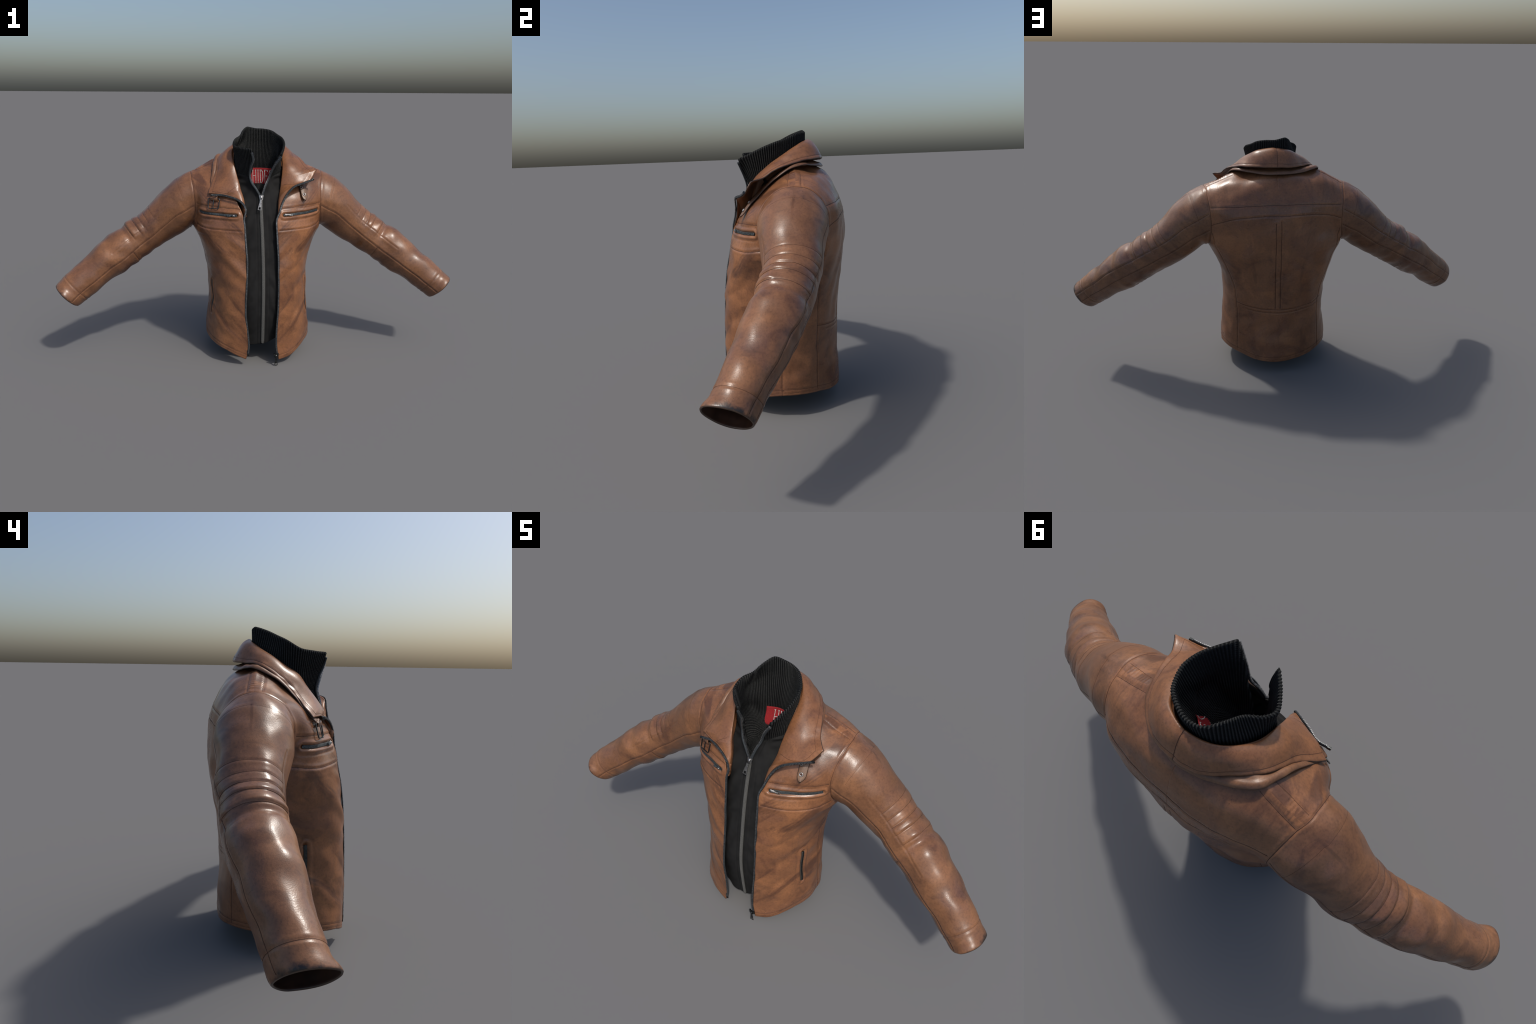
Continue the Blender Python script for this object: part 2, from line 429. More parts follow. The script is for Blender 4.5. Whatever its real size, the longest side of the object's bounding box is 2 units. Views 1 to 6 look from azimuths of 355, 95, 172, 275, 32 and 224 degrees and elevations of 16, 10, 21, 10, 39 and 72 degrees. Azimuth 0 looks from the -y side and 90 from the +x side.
KROW = (1/3, 2/3, .85, 1.)
def body_grid(side, front):
    cf = CF if front else CB
    net = FRONT_NET if front else BACK_NET
    zrows = [.03, .08, .13, .20, .27, .34, .41, .48, .54, .60, .65]
    rows = [section(z, side, cf, front) for z in zrows]
    sg = 1 if front else -1
    for i, (r, k) in enumerate(zip(net, KROW)):
        r = A(r)
        if side < 0 and i == 3: r = r + np.array([(0, 0, .006), (0, .004, .009), (0, 0, .003)] + [(0, 0, 0)]*(len(r) - 3))
        if side < 0 and i == 2: r = r + A([0, 0, .004])
        if side < 0 and not front and i < 3:      # the left shoulder blade sits flatter
            r = r - np.array([(0, .024, 0), (0, .018, 0), (0, .008, 0), (0, 0, 0), (0, 0, 0)])*(1, 1, .5)[i]
        rows.append(np.concatenate([armhole(sg*k, side)[None], r]))
    ctrl = A(rows)
    par = zrows + [.65 + .12, .65 + .245, .65 + .31, .65 + .36]
    n = NF if front else NB
    fine_c = np.linspace(0, 1, n + 1)
    # columns first (exact sections below, net above), then rows
    R = []
    for i, z in enumerate(zrows): R.append(section(z, side, fine_c, front))
    for i in range(4):
        R.append(hermite(cf, ctrl[len(zrows)+i], fine_c))
    R = A(R)
    low = np.linspace(0, 1, NL + 1)
    up = np.linspace(0, 1, NU + 1)[1:]
    kp = np.interp(up, [0] + list(KROW), par[-5:])
    G = np.zeros((NL + NU + 1, n + 1, 3))
    hz = hem_z(fine_c, side, front)
    for j in range(n + 1):
        zz = hz[j] + (.65 - hz[j]) * low
        G[:NL+1, j] = hermite(par, R[:, j], zz)
        G[NL+1:, j] = hermite(par, R[:, j], kp)
    G[NL, :] = R[len(zrows)-1]
    # pull the armhole column exactly on its loop and let the neighbours follow
    target = armhole(sg*np.linspace(0, 1, NU + 1), side)
    fall = (1 - fine_c)**3
    d = target - G[NL:, 0]
    G[NL:] += d[:, None] * fall[None, :, None]
    G[..., 0] *= side
    return G

ARM = A([[.066, .783, .118, .130], [.065, .718, .108, .115], [.067, .666, .100, .107], [.056, .620, .093, .098],
         [.040, .577, .092, .098], [.019, .534, .092, .095], [-.011, .490, .088, .092], [-.038, .439, .078, .084],
         [-.067, .390, .075, .078], [-.101, .337, .069, .073]])
ARM[1:, 2] += .004; ARM[1:, 3] -= .002; ARM[:5, 1] += .002
NS = 190
def sleeve_grid(side, loop):
    S = np.linspace(0, 1, len(ARM))
    t = np.linspace(0, 1, 60)
    Y = hermite(S, ARM, t)
    C = np.stack([.36 + .590*t, Y[:, 0], Y[:, 1]], 1)
    T = np.gradient(C, axis=0); ker = np.ones(13)/13
    T = unit(np.stack([np.convolve(np.pad(T[:, i], 6, mode='edge'), ker, 'valid') for i in range(3)], 1))
    e2 = unit(np.cross(T, A([0, 0, 1.]))); e1 = np.cross(e2, T)
    th = PI - np.arange(2*NU)*PI/NU
    rings = (C[:, None] + e1[:, None]*(Y[:, 2:3]*np.cos(th))[..., None] + e2[:, None]*(Y[:, 3:4]*np.sin(th))[..., None])
    rings[..., 0] *= side
    # the cuff is cut slanted: longer at the top front, shorter underneath
    cut = sstep(.80, 1., t)[:, None]*(.014*np.cos(th - math.radians(55)) - .0055)[None, :]
    Ts = T*A([side, 1, 1])
    rings = rings + Ts[:, None]*cut[..., None]
    keep = [i for i in range(60) if t[i] > .09][::2]
    if keep[-1] != 59: keep.append(59)
    wt = sstep(-.3, .6, np.cos(th))[:, None]
    r0 = loop*.6 + rings[keep[0]]*.4
    r0 = r0 + unit(r0 - r0.mean(0))*.013*wt
    ctrl = np.concatenate([loop[None], r0[None], rings[keep]])
    par = np.concatenate([[-.07, 0.], t[keep]])
    # skip from the armhole to the first ring smoothly
    ts = np.concatenate([np.linspace(-.07, 1, NS)])
    G = hermite(par, ctrl, ts)
    return G, ts, th, e1

Vs, Fs, reg, uv = [], [], [], []
off = 0
REG = {('f', 1): 0, ('f', -1): 1, ('b', 1): 2, ('b', -1): 2, ('s', 1): 3, ('s', -1): 4}
grids = {}
for side in (1, -1):
    gf = body_grid(side, True); gb = body_grid(side, False)
    gb[:NL+1, 0] = gf[:NL+1, 0]
    gb[-1, :NF+1] = gf[-1, :]
    gb[:, -1, 0] = 0
    loop = np.concatenate([gf[NL:, 0], gb[NL+1:-1, 0][::-1]])
    gs, ts, th, _ = sleeve_grid(side, loop)
    grids[side] = (gf, gb, gs)
    for key, g, wrap in (('f', gf, False), ('b', gb, False), ('s', gs, True)):
        n, m = g.shape[:2]
        f = grid_faces(n, m, off, wrap)
        flip = (side > 0) == (key == 'b')
        if key == 's': flip = side < 0
        if flip: f = f[:, ::-1]
        Vs.append(g.reshape(-1, 3)); Fs.append(f); reg.append(np.full(len(f), REG[(key, side)]))
        if key == 's':
            q = np.stack(np.broadcast_arrays(ts[:, None], th[None, :], np.full((1, 1), float(side))), -1).reshape(-1, 3)
        else:
            q = np.zeros((n*m, 3)); q[:, 0] = -9
        uv.append(q); off += n*m
V = np.concatenate(Vs); F = np.concatenate(Fs); REGF = np.concatenate(reg); UV = np.concatenate(uv)
V, F, first = weld(V, F)
# weld keeps the first owner's sleeve parameters (body wins on the armhole itself)
UV = UV[first]
bad = np.array([len(set(f)) < 4 for f in F.tolist()])
F = F[~bad]; REGF = REGF[~bad]
N = vnormals(V, F)
# outward check on the back centre
ib = np.argmin(np.abs(V[:, 0]) + np.abs(V[:, 2] - .5) - V[:, 1]*.01)
ib = np.argmax(V[:, 1])
if N[ib, 1] < 0: F = F[:, ::-1]; N = -N

# round the meeting of sleeve and body, most of all under the arm
lp = np.concatenate([grids[s][0][NL:, 0] for s in (1, -1)] + [grids[s][1][NL:, 0] for s in (1, -1)])
kd = kdtree.KDTree(len(lp))
for i, p in enumerate(lp): kd.insert(p, i)
kd.balance()
cand = np.where((np.abs(V[:, 0]) > .2) & (np.abs(V[:, 0]) < .5) & (V[:, 2] > .5))[0]
dl = np.full(len(V), 1.)
for i in cand: dl[i] = kd.find(V[i])[2]
w = np.exp(-(dl/.022)**2)
V = smooth(V, F, w*.9, 60)
w = np.exp(-(dl/.05)**2)
V = smooth(V, F, w*.5, 20)
N = vnormals(V, F)

# ------------------------------------------------------------------ soft folds (whole cloth thickness follows)
SL = UV[:, 0] > -1
s_, th_ = UV[:, 0], np.degrees(UV[:, 1])
D = np.zeros(len(V))
big = Waves(.16, seed=3); med = Waves(.07, seed=4)
D += np.where(SL, .0018, .0015) * big(V) + .0006 * med(V)
# diagonal drag folds on the fronts, running down towards the zip
ax = np.abs(V[:, 0])
q = (V[:, 2] - 1.05*ax)
warp = .02*big(V*1.0 + 3.)
frontm = (V[:, 1] < .02) & ~SL
warp = .010*Waves(.30, seed=31)(V)
fold = np.sin(2*PI*(q + warp)/.125 + 1.0)*(.55 + .45*np.clip(Waves(.22, seed=32)(V), -1, 1)) + .22*np.sin(2*PI*(q + warp*1.6)/.071)
D += np.where(frontm, 1, 0) * fold * .0026 * sstep(.05, .16, V[:, 2]) * sstep(.72, .60, V[:, 2]) * sstep(.02, -.10, V[:, 1])
# vertical drape folds of the back
backm = sstep(.10, .20, V[:, 1]) * (~SL)
D += backm * .0016*np.sin(2*PI*(ax*1.0 + .10*V[:, 2] + .3*warp)/.085) * sstep(.78, .68, V[:, 2]) * sstep(.30, .40, V[:, 2])
# sleeve: padded tucks across the upper arm
tuck = A([.214, .272, .322, .366, .430])
win = sstep(88, 62, np.abs(th_ + 8))
ridge = np.zeros(len(V))
inside = (s_ > tuck[0]) & (s_ < tuck[-1])
for a, b_ in zip(tuck[:-1], tuck[1:]):
    m = (s_ >= a) & (s_ < b_); u = (s_ - a) / (b_ - a)
    ridge += np.where(m, np.sin(PI*np.clip(u, 0, 1))**.6 * .0009 + .0036*sstep(0, 1, u)*(.15 + .85*(a > .3)), 0)
for a, dpt in zip(tuck, (.0006, .0008, .0022, .0013, .0022)):
    ridge -= dpt*np.exp(-((s_ - a)/.006)**2)
dip = -.0065*np.exp(-((s_ - .465)/.022)**2) + .006*np.exp(-((s_ - .55)/.05)**2)
D += np.where(SL, win*(ridge*np.clip(.85 + .35*Waves(.10, seed=41)(V), .3, 1.4) + dip), 0)
# sleeve: soft diagonal creases at the elbow and forearm, under-arm crumple
under = sstep(95, 150, np.abs(th_))
cre = np.sin(2*PI*(s_*9 + .004*th_) + 1.5*big(V))
D += np.where(SL, .0016*cre*sstep(.25, .35, s_)*sstep(.75, .6, s_)*(.35 + .65*under), 0)
D += np.where(SL, .0018*np.sin(2*PI*(s_*5 + .006*th_*np.sign(V[:, 0])))*sstep(.55, .65, s_)*sstep(.93, .85, s_), 0)
# flare of the cuff rim
D += np.where(SL, .002*np.exp(-((s_ - .985)/.02)**2) + .007*sstep(.955, 1., s_)*np.exp(-((th_ - 62)/28.)**2), 0)
V = V + N * D[:, None]
N = vnormals(V, F)

# ------------------------------------------------------------------ seams
bvh = BVHTree.FromPolygons([tuple(p) for p in V.tolist()], F.tolist())
def snap(P):
    out = np.zeros_like(P); nn = np.zeros_like(P)
    for i, p in enumerate(P):
        l, n, _, _ = bvh.find_nearest(Vector(p))
        out[i] = l; nn[i] = n
    return out, nn
def smooth_line(P, it=4):
    for _ in range(it): P[1:-1] = .5*P[1:-1] + .25*(P[:-2] + P[2:])
    return P

def sleeve_pt(side, s, th):
    """base position on a sleeve for axial s and angle th (degrees)"""
    g = grids[side][2]
    i = (np.asarray(s, float) + .07)/1.07*(NS - 1); j = (180 - np.asarray(th, float))/180*NU
    i0 = np.clip(np.floor(i).astype(int), 0, NS - 2); fi = i - i0
    j0 = np.floor(j).astype(int); fj = j - j0
    m = 2*NU
    return ((1-fi)*(1-fj))[:, None]*g[i0, j0 % m] + (fi*(1-fj))[:, None]*g[i0+1, j0 % m] \
        + ((1-fi)*fj)[:, None]*g[i0, (j0+1) % m] + (fi*fj)[:, None]*g[i0+1, (j0+1) % m]

SEAMS = []   # (points, depth, thread radius)
def seam(P, depth=.0016, r=.0011, step=.004, snapit=True, mirror=False):
    for sg in ((1, -1) if mirror else (1,)):
        Q = path(A(P, float)*A([sg, 1, 1]), step)
        Q, _ = snap(Q); Q = smooth_line(Q); Q, nn = snap(Q)
        SEAMS.append((Q, nn, depth, r))

seam([(.092, -.19, .785), (.20, -.15, .787), (.306, -.068, .789)], mirror=True)
seam([(.090, -.21, .680), (.186, -.17, .680), (.25, -.125, .679), (.30, -.04, .69)], mirror=True, depth=.002)
seam([(-.296, .175, .845), (-.25, .22, .858), (-.12, .255, .874), (0, .265, .877), (.12, .255, .874), (.25, .22, .862), (.296, .175, .848)])
seam([(-.297, .185, .785), (-.218, .235, .812), (-.117, .26, .823), (0, .268, .826), (.117, .26, .822), (.218, .235, .808), (.297, .185, .775)], depth=.0022)
seam([(-.008, .265, .80), (-.008, .25, .60), (-.008, .225, .355)], depth=.0026, r=.0014)
seam([(.016, .265, .79), (.016, .25, .60), (.016, .225, .355)], depth=.0026, r=.0014)
seam([(-.215, .14, .372), (-.15, .19, .352), (0, .224, .347), (.15, .19, .356), (.20, .15, .365)])
seam([(-.20, .15, .346), (-.15, .19, .334), (0, .224, .330), (.15, .19, .338)], r=.0008)
seam([(.296, .18, .735), (.268, .17, .62), (.232, .165, .50), (.213, .165, .38), (.212, .165, .23), (.216, .165, .10)], mirror=True)
seam([(.318, .05, .648), (.285, .00, .56), (.262, .0, .45), (.258, .0, .30), (.27, .0, .10)], mirror=True, r=.0009)
for side in (1, -1):
    gf, gb, gs = grids[side]
    # stitched hem and the line beside the zip
    hem = np.concatenate([gf[5, ::-1], gb[5, 1:]]) + A([0, 0, .003])
    hem2 = hem - A([0, 0, .013])
    SEAMS.append((*snap(smooth_line(hem2[::2].copy())), .0006, .0004))
    SEAMS.append((*snap(smooth_line(hem[::2].copy())), .0012, .0007))
    ed = gf[4:NL+20:4, 3]
    SEAMS.append((*snap(ed), .0014, .0007))
    # armhole
    lp_ = np.concatenate([gf[NL:, 0], gb[NL:-1, 0][::-1]])[::3]
    SEAMS.append((*snap(smooth_line(lp_.copy())), .0022, .0011))
    for a, rr, dp in ((96, .0012, .002), (-74, .0009, .0014), (-106, .0011, .0018)):
        ss = np.linspace(-.06, .99, 150)
        SEAMS.append((*snap(smooth_line(sleeve_pt(side, ss, np.full(150, float(a))))), dp, rr))
    ang = np.linspace(98, 215, 50)
    SEAMS.append((*snap(sleeve_pt(side, np.full(50, .50), ang)), .0022, .0011))
    ang = np.linspace(0, 360, 140)
    SEAMS.append((*snap(sleeve_pt(side, np.full(140, .925), ang)), .0022, .0006))
    ang = np.linspace(62, -72, 60)
    for k, a in enumerate(tuck):
        SEAMS.append((*snap(sleeve_pt(side, np.full(60, a) + .002*np.sin(np.radians(ang)*1.3), ang)), .0006, .0008 if k else .0007))
    # outer edge line of the padded panel and the second shoulder line
    ss = np.linspace(.10, .62, 80)
    SEAMS.append((*snap(sleeve_pt(side, ss, np.full(80, 62.))), .0014, .0000))
    ang = np.linspace(70, -80, 60)
    SEAMS.append((*snap(sleeve_pt(side, np.full(60, .0), ang)), .001, .0005))
    # quilted patch on the shoulder
    for yy in (.045, .095):
        SEAMS.append((*snap(path([(side*.20, yy, .99), (side*.26, yy + .002, .955), (side*.318, yy + .004, .93)], .004)), .0018, .0007))

POCKETS = []
for side in (1, -1):
    P, nn = snap(smooth_line(path([(side*.113, -.178, .748), (side*.16, -.16, .748), (side*.225, -.128, .750), (side*.290, -.083, .754)], .004), 2))
    POCKETS.append(('chest', side, P))
    P, nn = snap(smooth_line(path([(side*.237, -.102, .408), (side*.242, -.108, .325), (side*.249, -.110, .24)], .004), 2))
    P, nn = snap(smooth_line(P, 40))
    POCKETS.append(('hip', side, P))

# groove field
pts = []; dep = []
for Q, nn, dp, r in SEAMS:
    k = chord(Q); n = max(2, int(k[-1]/.0012))
    t = np.linspace(0, k[-1], n)
    pts.append(np.stack([np.interp(t, k, Q[:, c]) for c in range(3)], 1)); dep.append(np.full(n, dp))
pts = np.concatenate(pts); dep = np.concatenate(dep)
kd = kdtree.KDTree(len(pts))
for i, p in enumerate(pts): kd.insert(p, i)
kd.balance()
ds = np.zeros(len(V)); dd = np.zeros(len(V))
for i, p in enumerate(V.tolist()):
    _, j, d = kd.find(p); ds[i] = d; dd[i] = j
dd = dep[dd.astype(int)]
DG = -.85*dd*np.exp(-(ds/.0030)**2) + .42*dd*np.exp(-((ds - .0085)/.005)**2)
# pocket welts
for kind, side, P in POCKETS:
    k = kdtree.KDTree(len(P)*4); t = np.linspace(0, len(P)-1, len(P)*4)
    Pd = np.stack([np.interp(t, np.arange(len(P)), P[:, c]) for c in range(3)], 1)
    for i, p in enumerate(Pd): k.insert(p, i)
    k.balance()
    c = P.mean(0); idx = np.where(np.linalg.norm(V - c, axis=1) < .16)[0]
    for i in idx:
        d = k.find(V[i])[2]
        if d < .04:
            gw = .0075 if kind == 'chest' else .0095
            DG[i] += -.0050*math.exp(-(d/gw)**4) + .0042*math.exp(-((d - gw - .007)/.0062)**2) - .0015*math.exp(-((d - .027)/.004)**2)
rib = sstep(.208, .222, ax)*sstep(.31, .300, ax)*sstep(.044, .052, V[:, 1])*sstep(.097, .089, V[:, 1])*(V[:, 2] > .88)
DG += np.where(SL, 0, rib*(.0010 + .0005*np.sin(2*PI*ax/.011)*(1 + .6*med(V))))
Vout = V + N*DG[:, None]

# ------------------------------------------------------------------ closed shell, split into named parts
TH = .0062
SV, SF, TAG, _ = thicken(V, F, TH)
SV[:len(V)] = Vout
SN = vnormals(SV, SF)
nb = len(F)
regall = np.full(len(SF), -1)
regall[:nb] = REGF; regall[nb:2*nb] = 9
# rim faces take the region of the outer face they touch
vreg = np.full(len(V), -1)
for k in range(4): vreg[F[:, k]] = REGF
rim = SF[2*nb:]
half = len(rim)//2
r1 = vreg[rim[:half, 1]]
regall[2*nb:2*nb+half] = r1; regall[2*nb+half:] = r1
# cuffs: last stretch of each sleeve
scut = ts[int(round((.925 + .07)/1.07*(NS - 1)))]
cs = UV[:, 0]
fcuff = np.zeros(len(SF), bool)
fcuff[:nb] = (cs[F].min(1) >= scut - 1e-6)
vc = cs >= scut - 1e-6
fcuff[2*nb:2*nb+half] = vc[rim[:half, 1]]; fcuff[2*nb+half:] = vc[rim[:half, 1]]
names = {0: 'front_panel', 1: 'front_panel', 2: 'back_panel', 3: 'sleeve', 4: 'sleeve', 9: 'lining'}
OBJ = {}
for r in (0, 1, 2, 3, 4, 9):
    if r in (3, 4):
        v, f, n = sub_mesh(SV, SF, SN, (regall == r) & ~fcuff)
        OBJ[r] = add_obj('sleeve', v, f, M_SLEEVE, ROOT, n)
        v, f, n = sub_mesh(SV, SF, SN, (regall == r) & fcuff)
        cuff = add_obj('cuff', v, f, M_CUFF, OBJ[r], n)
        cuff.data.materials.append(M_EDGE)
        cuff.data.polygons.foreach_set('material_index', (TAG[(regall == r) & fcuff] == 2).astype(np.int32))
    else:
        v, f, n = sub_mesh(SV, SF, SN, regall == r)
        OBJ[r] = add_obj(names[r], v, f, M_LINING if r == 9 else M_BACK if r == 2 else M_FRONT, ROOT, n)

bvh = BVHTree.FromPolygons([tuple(p) for p in Vout.tolist()], F.tolist())
parts = []
for Q, nn, dp, r in SEAMS:
    if r <= 0 or len(Q) < 3: continue
    P, n2 = snap(Q)
    parts.append(sweep(P - n2*r*.05, n2, 1.6*r, 1.6*r, 6, 2.))
sv, sf = join(parts)
o = add_obj('seam_stitching', sv, sf, M_SEAM, ROOT); o['kind'] = 'stuff'

# ------------------------------------------------------------------ folded leather collar with lapels
RR = [((0, .122, 1.103), (0, .181, 1.027)), ((.05, .108, 1.096), (.060, .178, 1.028)), ((.085, .086, 1.083), (.125, .147, 1.026)),
      ((.108, .05, 1.062), (.175, .095, 1.019)), ((.117, .005, 1.028), (.205, .040, 1.006)), ((.119, -.04, .995), (.223, -.005, .985)),
      ((.117, -.075, .962), (.243, -.045, .964)), ((.112, -.095, .925), (.266, -.075, .953)), ((.108, -.105, .900), (.279, -.088, .949)),
      ((.104, -.113, .875), (.245, -.119, .908)), ((.098, -.125, .850), (.205, -.136, .897)), ((.093, -.138, .822), (.160, -.162, .885)),
      ((.089, -.150, .800), (.128, -.166, .850)), ((.086, -.165, .778), (.106, -.173, .810)), ((.085, -.178, .757), (.093, -.184, .772)),
      ((.085, -.186, .735), (.086, -.189, .740))]
LL = [((0, .122, 1.103), (0, .181, 1.027)), ((-.05, .108, 1.092), (-.060, .170, 1.022)), ((-.080, .088, 1.078), (-.115, .132, 1.020)),
      ((-.104, .056, 1.058), (-.155, .092, 1.017)), ((-.122, .020, 1.035), (-.185, .055, 1.006)), ((-.124, -.018, 1.009), (-.198, .010, .975)),
      ((-.118, -.060, .982), (-.205, -.028, .943)), ((-.110, -.085, .948), (-.218, -.060, .912)), ((-.102, -.110, .915), (-.234, -.090, .875)),
      ((-.095, -.125, .890), (-.245, -.117, .847)), ((-.090, -.135, .868), (-.190, -.137, .846)), ((-.083, -.145, .845), (-.145, -.152, .840)),
      ((-.077, -.155, .823), (-.108, -.165, .828)), ((-.073, -.165, .802), (-.084, -.175, .812)), ((-.070, -.176, .780), (-.070, -.183, .790)),
      ((-.069, -.187, .745), (-.070, -.1895, .748))]
def collar_side(R, tip, nU=170, nV=36):
    C = A([r[0] for r in R]); O = A([r[1] for r in R]); n = len(R)
    u = np.concatenate([np.linspace(0, tip, int(nU*.62), endpoint=False), np.linspace(tip, n-1, nU - int(nU*.62))])
    K = np.arange(n, dtype=float)
    c = hermite(K, C, u)
    o = np.where((u <= tip)[:, None], hermite(K[:tip+1], O[:tip+1], np.minimum(u, tip)), hermite(K[tip:], O[tip:], np.maximum(u, tip)))
    dirv = o - c; ln = np.linalg.norm(dirv, axis=1, keepdims=True)
    tang = unit(np.gradient(c, axis=0))
    nrm = unit(np.cross(tang, dirv))
    up = A([0, -.25, 1.])
    nrm *= np.where((nrm @ up) < 0, -1, 1)[:, None]
    sd = np.sign(O[3, 0])
    # inner skirt below the fold, hidden behind the knit
    cen = A([0, 0, 0]); inw = -c.copy(); inw[:, 2] = 0; inw = unit(inw)
    lap = sstep(tip - 2.5, tip + 1.5, u)[:, None]
    p0 = c + (1 - lap)*(inw*.006 + A([0, 0, -.050])) + lap*A([sd*.010, .028, -.012])
    p00 = c + (1 - lap)*(inw*.000 + A([0, 0, -.022])) + lap*A([sd*.003, .013, -.006])
    b = np.clip(ln*.14, .0, .013)
    p1 = c + dirv*.12 + nrm*b*.65
    p2 = c + dirv*.42 + nrm*b*1.0
    p3 = c + dirv*.76 + nrm*b*.5
    ctrl = A([p0, p00, c, p1, p2, p3, o])
    kv = [0, .12, .25, .36, .58, .82, 1.]
    v = np.linspace(0, 1, nV)
    return hermite(kv, ctrl, v).transpose(1, 0, 2), u
gr, ur = collar_side(RR, 8); gl, ul = collar_side(LL, 9)
G = np.concatenate([gl[::-1], gr[1:]])
seamcol = len(gl) - 1
# smooth across the centre back
w = np.exp(-((np.arange(len(G)) - seamcol)/10.)**2)[:, None, None]
for _ in range(20): G[1:-1] += .5*w[1:-1]*((G[:-2] + G[2:])/2 - G[1:-1])
nU, nV = G.shape[:2]
f = grid_faces(nU, nV); cv = G.reshape(-1, 3)
cn = vnormals(cv, f)
k = np.argmax(cv[:, 2])
if cn.reshape(nU, nV, 3)[seamcol, nV*2//3, 1] < 0: f = f[:, ::-1]; cn = -cn
# rumple and a stitched border line that puckers
vv = np.tile(np.linspace(0, 1, nV), nU); uu = np.repeat(np.arange(nU), nV)/nU
cd = .0011*Waves(.09, seed=9)(cv) + .0006*Waves(.035, seed=10)(cv)*sstep(.7, .95, vv)
cd += -.0011*np.exp(-((vv - .90)/.018)**2) + .0005*np.exp(-((vv - .955)/.03)**2)
cd += -.002*np.exp(-((uu*nU - seamcol)/1.3)**2)
cd *= sstep(.2, .3, vv)
cv = cv + cn*cd[:, None]
tv, tf, tg, _ = thicken(cv, f, .0055, 0.)
tf = orient(tv, tf)
COLLAR = add_obj('collar', tv, tf, M_COLLAR, ROOT)
COLLAR.data.materials.append(M_EDGE)
COLLAR.data.polygons.foreach_set('material_index', (tg == 2).astype(np.int32))
cb = BVHTree.FromPolygons([tuple(p) for p in cv.tolist()], f.tolist())
Gd = cv.reshape(nU, nV, 3); Nd = cn.reshape(nU, nV, 3)
parts = []
jb = int(.90*(nV-1))
Q = Gd[8:-8:2, jb]; parts.append(sweep(Q + Nd[8:-8:2, jb]*.0002, Nd[8:-8:2, jb], .0011, .0011, 6, 2.))
Q = Gd[seamcol, nV//4:]; parts.append(sweep(Q + Nd[seamcol, nV//4:]*.0003, Nd[seamcol, nV//4:], .0022, .002, 6, 2.))
# short lapel seams running out from the fold
for i0, sgn in ((int(seamcol + .66*(nU - seamcol)), 1), (int(seamcol*.36), -1)):
    js = np.arange(int(.34*nV), int(.88*nV)); 
    ii = np.clip((i0 + sgn*(js - js[0])*.6).astype(int), 0, nU - 1)
    Q = smooth_line(Gd[ii, js].copy(), 3); parts.append(sweep(Q, Nd[ii, js], .0014, .0012, 6, 2.))
sv, sf = join(parts)
o = add_obj('collar_stitching', sv, sf, M_THREAD, COLLAR); o['kind'] = 'stuff'

# collar stand: the band that joins the neckline to the fold
SB = path([(.128, -.045, .965), (.130, .0, .990), (.131, .058, 1.000), (.090, .116, .998), (0, .148, .990), (-.090, .116, .998), (-.131, .058, 1.000), (-.130, .0, .990), (-.128, -.045, .965)], n=120)
ST = path([(.115, -.06, .965), (.112, .0, 1.012), (.100, .050, 1.045), (.066, .097, 1.070), (0, .121, 1.080), (-.066, .095, 1.066), (-.100, .052, 1.040), (-.117, .0, 1.005), (-.116, -.055, .970)], n=120)
G = SB[:, None] + (ST - SB)[:, None]*np.linspace(0, 1, 10)[None, :, None]
f = grid_faces(120, 10); gv = G.reshape(-1, 3)
tv, tf, _, _ = thicken(gv, f, .002, .002)
add_obj('collar_stand', tv, orient(tv, tf), M_COLLAR, COLLAR)

# ------------------------------------------------------------------ strap under the collar
SE = [(-.232, -.122, .828), (-.233, -.100, .850), (-.231, -.080, .872), (-.227, -.050, .908), (-.222, -.020, .940), (-.218, .010, .964), (-.214, .045, .986),
      (-.200, .090, 1.002), (-.170, .118, 1.001), (-.130, .141, .996), (-.060, .171, .994), (0, .181, .995), (.060, .173, .995),
      (.112, .147, .999), (.155, .124, 1.003), (.188, .090, 1.001), (.206, .050, .988), (.216, .012, .960), (.222, -.037, .921),
      (.226, -.069, .889), (.230, -.098, .858), (.234, -.120, .832), (.236, -.134, .812)]
SW = [(.034, -.010, 0), (.036, -.008, .002), (.038, -.004, .004), (.042, 0, .010), (.044, .003, .014), (.045, .003, .018), (.045, 0, .020),
      (.040, -.018, .020), (.034, -.028, .022), (.024, -.036, .030), (.010, -.042, .036), (0, -.044, .038), (-.010, -.042, .036),
      (-.024, -.036, .030), (-.034, -.028, .022), (-.040, -.018, .020), (-.045, 0, .022), (-.046, .003, .022), (-.044, .003, .018),
      (-.038, .0, .014), (-.032, -.006, .006), (-.030, -.010, .0), (-.030, -.012, -.002)]
SE = A(SE); SW = A(SW)
k = chord(SE); q = np.linspace(0, k[-1], 260)
E = hermite(k, SE, q); Wd = hermite(k, SW, q)
vs = np.linspace(0, 1, 14)
